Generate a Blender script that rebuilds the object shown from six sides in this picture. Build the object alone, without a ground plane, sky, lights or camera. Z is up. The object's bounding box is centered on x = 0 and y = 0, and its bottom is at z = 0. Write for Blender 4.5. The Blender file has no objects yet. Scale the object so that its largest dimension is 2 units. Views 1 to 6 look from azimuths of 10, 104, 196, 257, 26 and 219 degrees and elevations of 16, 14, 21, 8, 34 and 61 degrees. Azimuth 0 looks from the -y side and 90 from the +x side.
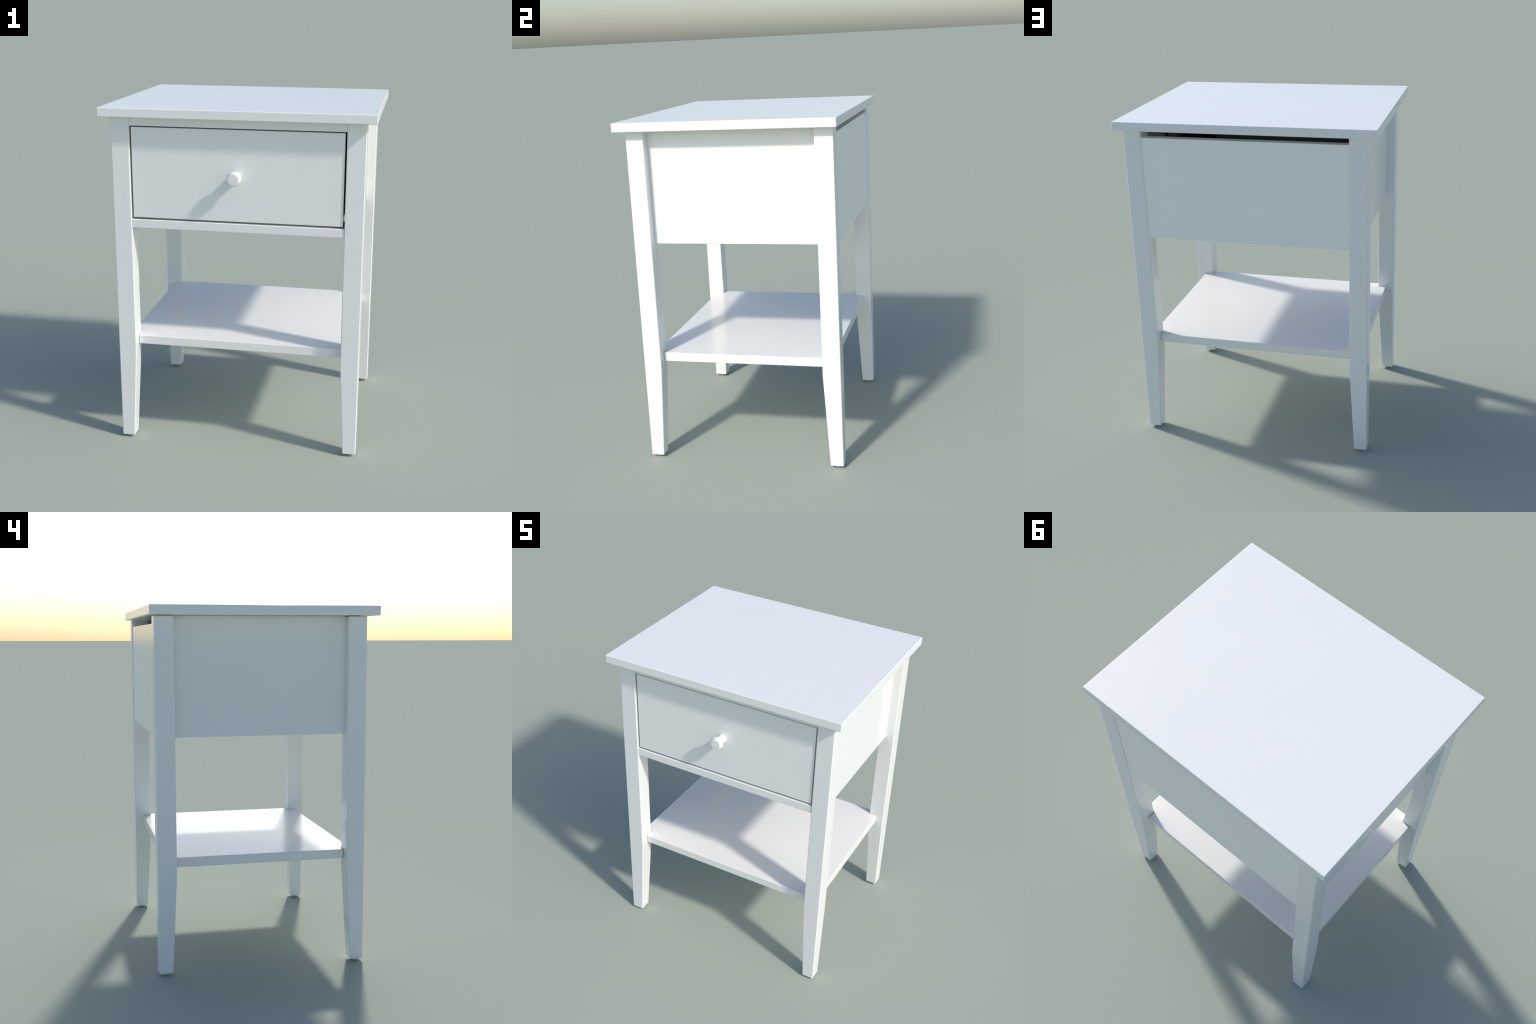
"""White lacquered bedside table: one drawer with a turned knob, four legs that
taper on their inner faces, and an open shelf notched around the legs."""
import bpy, bmesh, math
from mathutils import Vector, Matrix

# ------------------------------------------------------------------ sizes (m)
TOP_X, TOP_FRONT, TOP_BACK = 0.7615, -0.6145, 0.632      # tabletop outline
TOP_Z, TOP_UNDER = 2.000, 1.948
LEG_X, LEG_FRONT, LEG_BACK = 0.705, -0.558, 0.604      # outer leg faces
LEG_W, FOOT_W = 0.104, 0.0760                          # leg side: upper part, foot
LEG_TOP, TAPER_Z, LEG_FOOT = 1.9455, 0.557, 0.0135
LEG_IN = LEG_X - LEG_W                                 # inner leg face, |x|
Y_MID = 0.5 * (LEG_FRONT + LEG_BACK)
BODY_Z = 1.302                                         # underside of side/back panels

scene = bpy.context.scene


# ------------------------------------------------------------------ materials
def lacquer(name, tint, roughness, coat=0.0):
    """White paint with a barely visible unevenness of tone and gloss."""
    mat = bpy.data.materials.new(name)
    mat.use_nodes = True
    nt = mat.node_tree
    nt.nodes.clear()
    out = nt.nodes.new("ShaderNodeOutputMaterial")
    bsdf = nt.nodes.new("ShaderNodeBsdfPrincipled")
    nt.links.new(bsdf.outputs[0], out.inputs[0])
    tex = nt.nodes.new("ShaderNodeTexCoord")

    tone = nt.nodes.new("ShaderNodeTexNoise")
    tone.inputs["Scale"].default_value = 3.5
    tone.inputs["Detail"].default_value = 4.0
    nt.links.new(tex.outputs["Object"], tone.inputs["Vector"])
    ramp = nt.nodes.new("ShaderNodeValToRGB")
    ramp.color_ramp.elements[0].position = 0.30
    ramp.color_ramp.elements[1].position = 0.70
    ramp.color_ramp.elements[0].color = (*[c * 0.988 for c in tint], 1)
    ramp.color_ramp.elements[1].color = (*tint, 1)
    nt.links.new(tone.outputs["Fac"], ramp.inputs["Fac"])
    nt.links.new(ramp.outputs["Color"], bsdf.inputs["Base Color"])

    gloss = nt.nodes.new("ShaderNodeMapRange")
    gloss.inputs["To Min"].default_value = roughness - 0.02
    gloss.inputs["To Max"].default_value = roughness + 0.02
    nt.links.new(tone.outputs["Fac"], gloss.inputs["Value"])
    nt.links.new(gloss.outputs["Result"], bsdf.inputs["Roughness"])

    grain = nt.nodes.new("ShaderNodeTexNoise")
    grain.inputs["Scale"].default_value = 140.0
    nt.links.new(tex.outputs["Object"], grain.inputs["Vector"])
    bump = nt.nodes.new("ShaderNodeBump")
    bump.inputs["Strength"].default_value = 0.02
    bump.inputs["Distance"].default_value = 0.001
    nt.links.new(grain.outputs["Fac"], bump.inputs["Height"])
    nt.links.new(bump.outputs["Normal"], bsdf.inputs["Normal"])
    bsdf.inputs["Coat Weight"].default_value = coat
    return mat


WHITE = lacquer("white_lacquer", (0.897, 0.905, 0.878), 0.19)
BOARD = lacquer("white_backing_board", (0.970, 0.978, 0.932), 0.19)
SHELF = lacquer("white_shelf_lacquer", (0.926, 0.909, 0.866), 0.19)
UNDERSIDE = lacquer("pale_drawer_base", (0.84, 0.81, 0.76), 0.5)
SHADED = lacquer("shade_dark_panel", (0.36, 0.36, 0.35), 0.6)  # dark grey paints the cabinet's interior shade onto the inner panel faces
INSIDE = lacquer("shade_dark_drawer_board", (0.20, 0.18, 0.155), 0.6)  # brown drawer board, darkened to put the interior shade into its colour
PLASTIC = lacquer("foot_plastic", (0.78, 0.78, 0.78), 0.45)


# ------------------------------------------------------------------ mesh tools
def finish(bm, name, mat, bevel=0.0, segments=3, angle=25, parent=None):
    """bmesh -> object, rounded edges applied, weighted smooth shading."""
    bmesh.ops.recalc_face_normals(bm, faces=bm.faces[:])
    me = bpy.data.meshes.new(name)
    bm.to_mesh(me)
    bm.free()
    ob = bpy.data.objects.new(name, me)
    scene.collection.objects.link(ob)
    me.materials.append(mat)
    for p in me.polygons:
        p.use_smooth = True
    if bevel:
        m = ob.modifiers.new("round", "BEVEL")
        m.width, m.segments = bevel, segments
        m.limit_method, m.angle_limit = "ANGLE", math.radians(angle)
        m.harden_normals = True
        dg = bpy.context.evaluated_depsgraph_get()
        new = bpy.data.meshes.new_from_object(ob.evaluated_get(dg))
        ob.modifiers.clear()
        ob.data = new
        new.name = name
        bpy.data.meshes.remove(me)
    if parent:
        ob.parent = parent
    return ob


def slab(name, mat, x, y, z, bevel=0.005, parent=None, segments=3):
    """Board given by its extents along x, y and z; origin at its centre."""
    bm = bmesh.new()
    bmesh.ops.create_cube(bm, size=1.0)
    size = [b - a for a, b in (x, y, z)]
    mid = [0.5 * (a + b) for a, b in (x, y, z)]
    bmesh.ops.scale(bm, vec=size, verts=bm.verts)
    ob = finish(bm, name, mat, bevel, segments, parent=parent)
    ob.location = mid
    return ob


def prism(name, mat, outline, z0, z1, bevel, parent=None):
    """Plan outline pulled up from z0 to z1."""
    bm = bmesh.new()
    low = [bm.verts.new((px, py, z0)) for px, py in outline]
    high = [bm.verts.new((px, py, z1)) for px, py in outline]
    n = len(outline)
    bm.faces.new(low[::-1])
    bm.faces.new(high)
    for i in range(n):
        j = (i + 1) % n
        bm.faces.new((low[i], low[j], high[j], high[i]))
    return finish(bm, name, mat, bevel, parent=parent)


def turned(name, mat, profile, parent=None, steps=48):
    """Surface of revolution about z through (radius, height) points."""
    bm = bmesh.new()
    rings = []
    for r, h in profile:
        if r == 0:
            rings.append([bm.verts.new((0, 0, h))])
        else:
            rings.append([bm.verts.new((r * math.cos(2 * math.pi * k / steps),
                                        r * math.sin(2 * math.pi * k / steps), h))
                          for k in range(steps)])
    for a, b in zip(rings, rings[1:]):
        for k in range(steps):
            j = (k + 1) % steps
            quad = [a[k % len(a)], a[j % len(a)], b[j % len(b)], b[k % len(b)]]
            quad = list(dict.fromkeys(quad))
            bm.faces.new(quad)
    ob = finish(bm, name, mat, parent=parent)
    me = ob.data
    me.set_sharp_from_angle(angle=math.radians(38))
    return ob


def shade_inside(ob, facing):
    """Darken the big face that looks into the cabinet: interior shade as colour."""
    ob.data.materials.append(SHADED)
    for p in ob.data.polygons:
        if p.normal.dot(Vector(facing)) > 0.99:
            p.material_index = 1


# ------------------------------------------------------------------ the table
table = bpy.data.objects.new("bedside_table", None)
table.empty_display_size = 0.2
scene.collection.objects.link(table)
table["label"] = "white painted bedside table with one drawer and shelf"
table["category"] = "nightstand"

slab("tabletop", WHITE, (-TOP_X, TOP_X), (TOP_FRONT, TOP_BACK), (TOP_UNDER, TOP_Z),
     0.0055, table)


# legs: one square post, tapered only on the two faces that look inwards.
# The outer corner sits at the origin; quarter turns place the four copies.
def leg_post():
    bm = bmesh.new()
    rings = []
    for z, w in ((LEG_FOOT, FOOT_W), (TAPER_Z, LEG_W), (LEG_TOP, LEG_W)):
        rings.append([bm.verts.new(c) for c in
                      ((0, 0, z), (w, 0, z), (w, w, z), (0, w, z))])
    bm.faces.new(rings[0][::-1])
    bm.faces.new(rings[-1])
    for a, b in zip(rings, rings[1:]):
        for i in range(4):
            j = (i + 1) % 4
            bm.faces.new((a[i], a[j], b[j], b[i]))
    return finish(bm, "leg", WHITE, 0.0055, angle=30)


GLIDE = [(0, 0.0), (0.016, 0.0), (0.0200, 0.003), (0.0215, 0.007), (0.0215, 0.015), (0, 0.015)]
first_leg = leg_post()
first_glide = turned("foot_glide", PLASTIC, GLIDE, steps=32)
for n, (sx, sy, turn) in enumerate(((-1, 0, 0), (1, 0, 90), (1, 1, 180), (-1, 1, 270))):
    leg, glide = first_leg, first_glide
    if n:
        leg, glide = first_leg.copy(), first_glide.copy()
        scene.collection.objects.link(leg)
        scene.collection.objects.link(glide)
    leg.location = (sx * LEG_X, LEG_BACK if sy else LEG_FRONT, 0)
    leg.rotation_euler = (0, 0, math.radians(turn))
    leg.parent = table
    glide.location = (0.5 * FOOT_W, 0.5 * FOOT_W, 0)
    glide.parent = leg

# ------------------------------------------------------------------ cabinet body
FRONT_IN, BACK_IN = LEG_FRONT + LEG_W, LEG_BACK - LEG_W   # leg faces seen from the side
first_side = slab("side_panel", WHITE, (-0.0245, 0.0245), (FRONT_IN - 0.001, BACK_IN + 0.001),
                  (BODY_Z, TOP_UNDER - 0.0005), 0.003, table)
shade_inside(first_side, (1, 0, 0))
z_mid = first_side.location.z
for sx in (-1, 1):
    ob = first_side if sx < 0 else first_side.copy()
    if sx > 0:
        scene.collection.objects.link(ob)
    ob.location = (sx * (0.650 - 0.0245), Y_MID, z_mid)
    ob.rotation_euler = (0, 0, math.pi if sx > 0 else 0)

back = slab("back_panel", BOARD, (-LEG_IN - 0.001, LEG_IN + 0.001), (0.549, 0.599), (BODY_Z, 1.9055), 0.003, table)
shade_inside(back, (0, -1, 0))
slab("rail", WHITE, (-LEG_IN - 0.001, LEG_IN + 0.001), (-0.553, -0.50), (1.8968, TOP_UNDER - 0.0005), 0.003, table)
slab("rail", WHITE, (-LEG_IN - 0.001, LEG_IN + 0.001), (-0.553, -0.375), (1.317, 1.368), 0.005, table)

# ------------------------------------------------------------------ shelf
SX, SF, SB, GAP = 0.654, -0.504, 0.5505, 0.0015
nx, nf, nb = LEG_IN - GAP, FRONT_IN + GAP, BACK_IN - GAP
prism("shelf", SHELF,
      [(-nx, SF), (nx, SF), (nx, nf), (SX, nf), (SX, nb), (nx, nb),
       (nx, SB), (-nx, SB), (-nx, nb), (-SX, nb), (-SX, nf), (-nx, nf)],
      0.594, 0.647, 0.004, table)

# ------------------------------------------------------------------ drawer
DX, DF, DB, DZ0, DZ1 = 0.5915, -0.549, -0.500, 1.3785, 1.890
drawer = slab("drawer", WHITE, (-DX, DX), (DF, DB), (DZ0, DZ1), 0.004, table)


def in_drawer(ob):
    ob.parent = drawer
    ob.location = Vector(ob.location) - drawer.location
    return ob


BOX_X, BOX_BACK, BOX_TOP, T = 0.578, 0.245, 1.870, 0.051
side = in_drawer(slab("drawer_side", INSIDE, (-BOX_X, -BOX_X + T), (DB + 0.001, BOX_BACK),
                      (DZ0 + 0.004, BOX_TOP), 0.002))
other = side.copy()
other.location.x *= -1
scene.collection.objects.link(other)
in_w = BOX_X - T - 0.001
in_drawer(slab("drawer_back", INSIDE, (-in_w, in_w), (BOX_BACK - T, BOX_BACK - 0.001),
               (DZ0 + 0.006, 1.800), 0.002))
in_drawer(slab("drawer_bottom", UNDERSIDE, (-in_w, in_w), (DB + 0.001, BOX_BACK - T - 0.001),
               (DZ0 + 0.02, DZ0 + 0.04), 0.002))

# knob: turned stem with a waist and a head that narrows to a flat face
KNOB_Z, REACH = 1.6325, 0.632
profile = [(0.0290, -0.003), (0.0283, 0.008), (0.0260, 0.020), (0.0245, 0.032), (0.0248, 0.040),
           (0.0265, 0.0450), (0.0320, 0.0485), (0.0372, 0.0515), (0.0395, 0.0545), (0.0402, 0.0580),
           (0.0399, 0.0625), (0.0383, 0.0680), (0.0355, 0.0745), (0.0325, 0.0805), (0.0312, 0.0830),
           (0.0300, 0.0839), (0.0285, 0.0840), (0, 0.0840)]
knob = turned("knob", WHITE, [(r, h) for r, h in profile])
knob.rotation_euler = (math.radians(90), 0, 0)
knob.location = (0.0, -(REACH - 0.084), KNOB_Z)
in_drawer(knob)
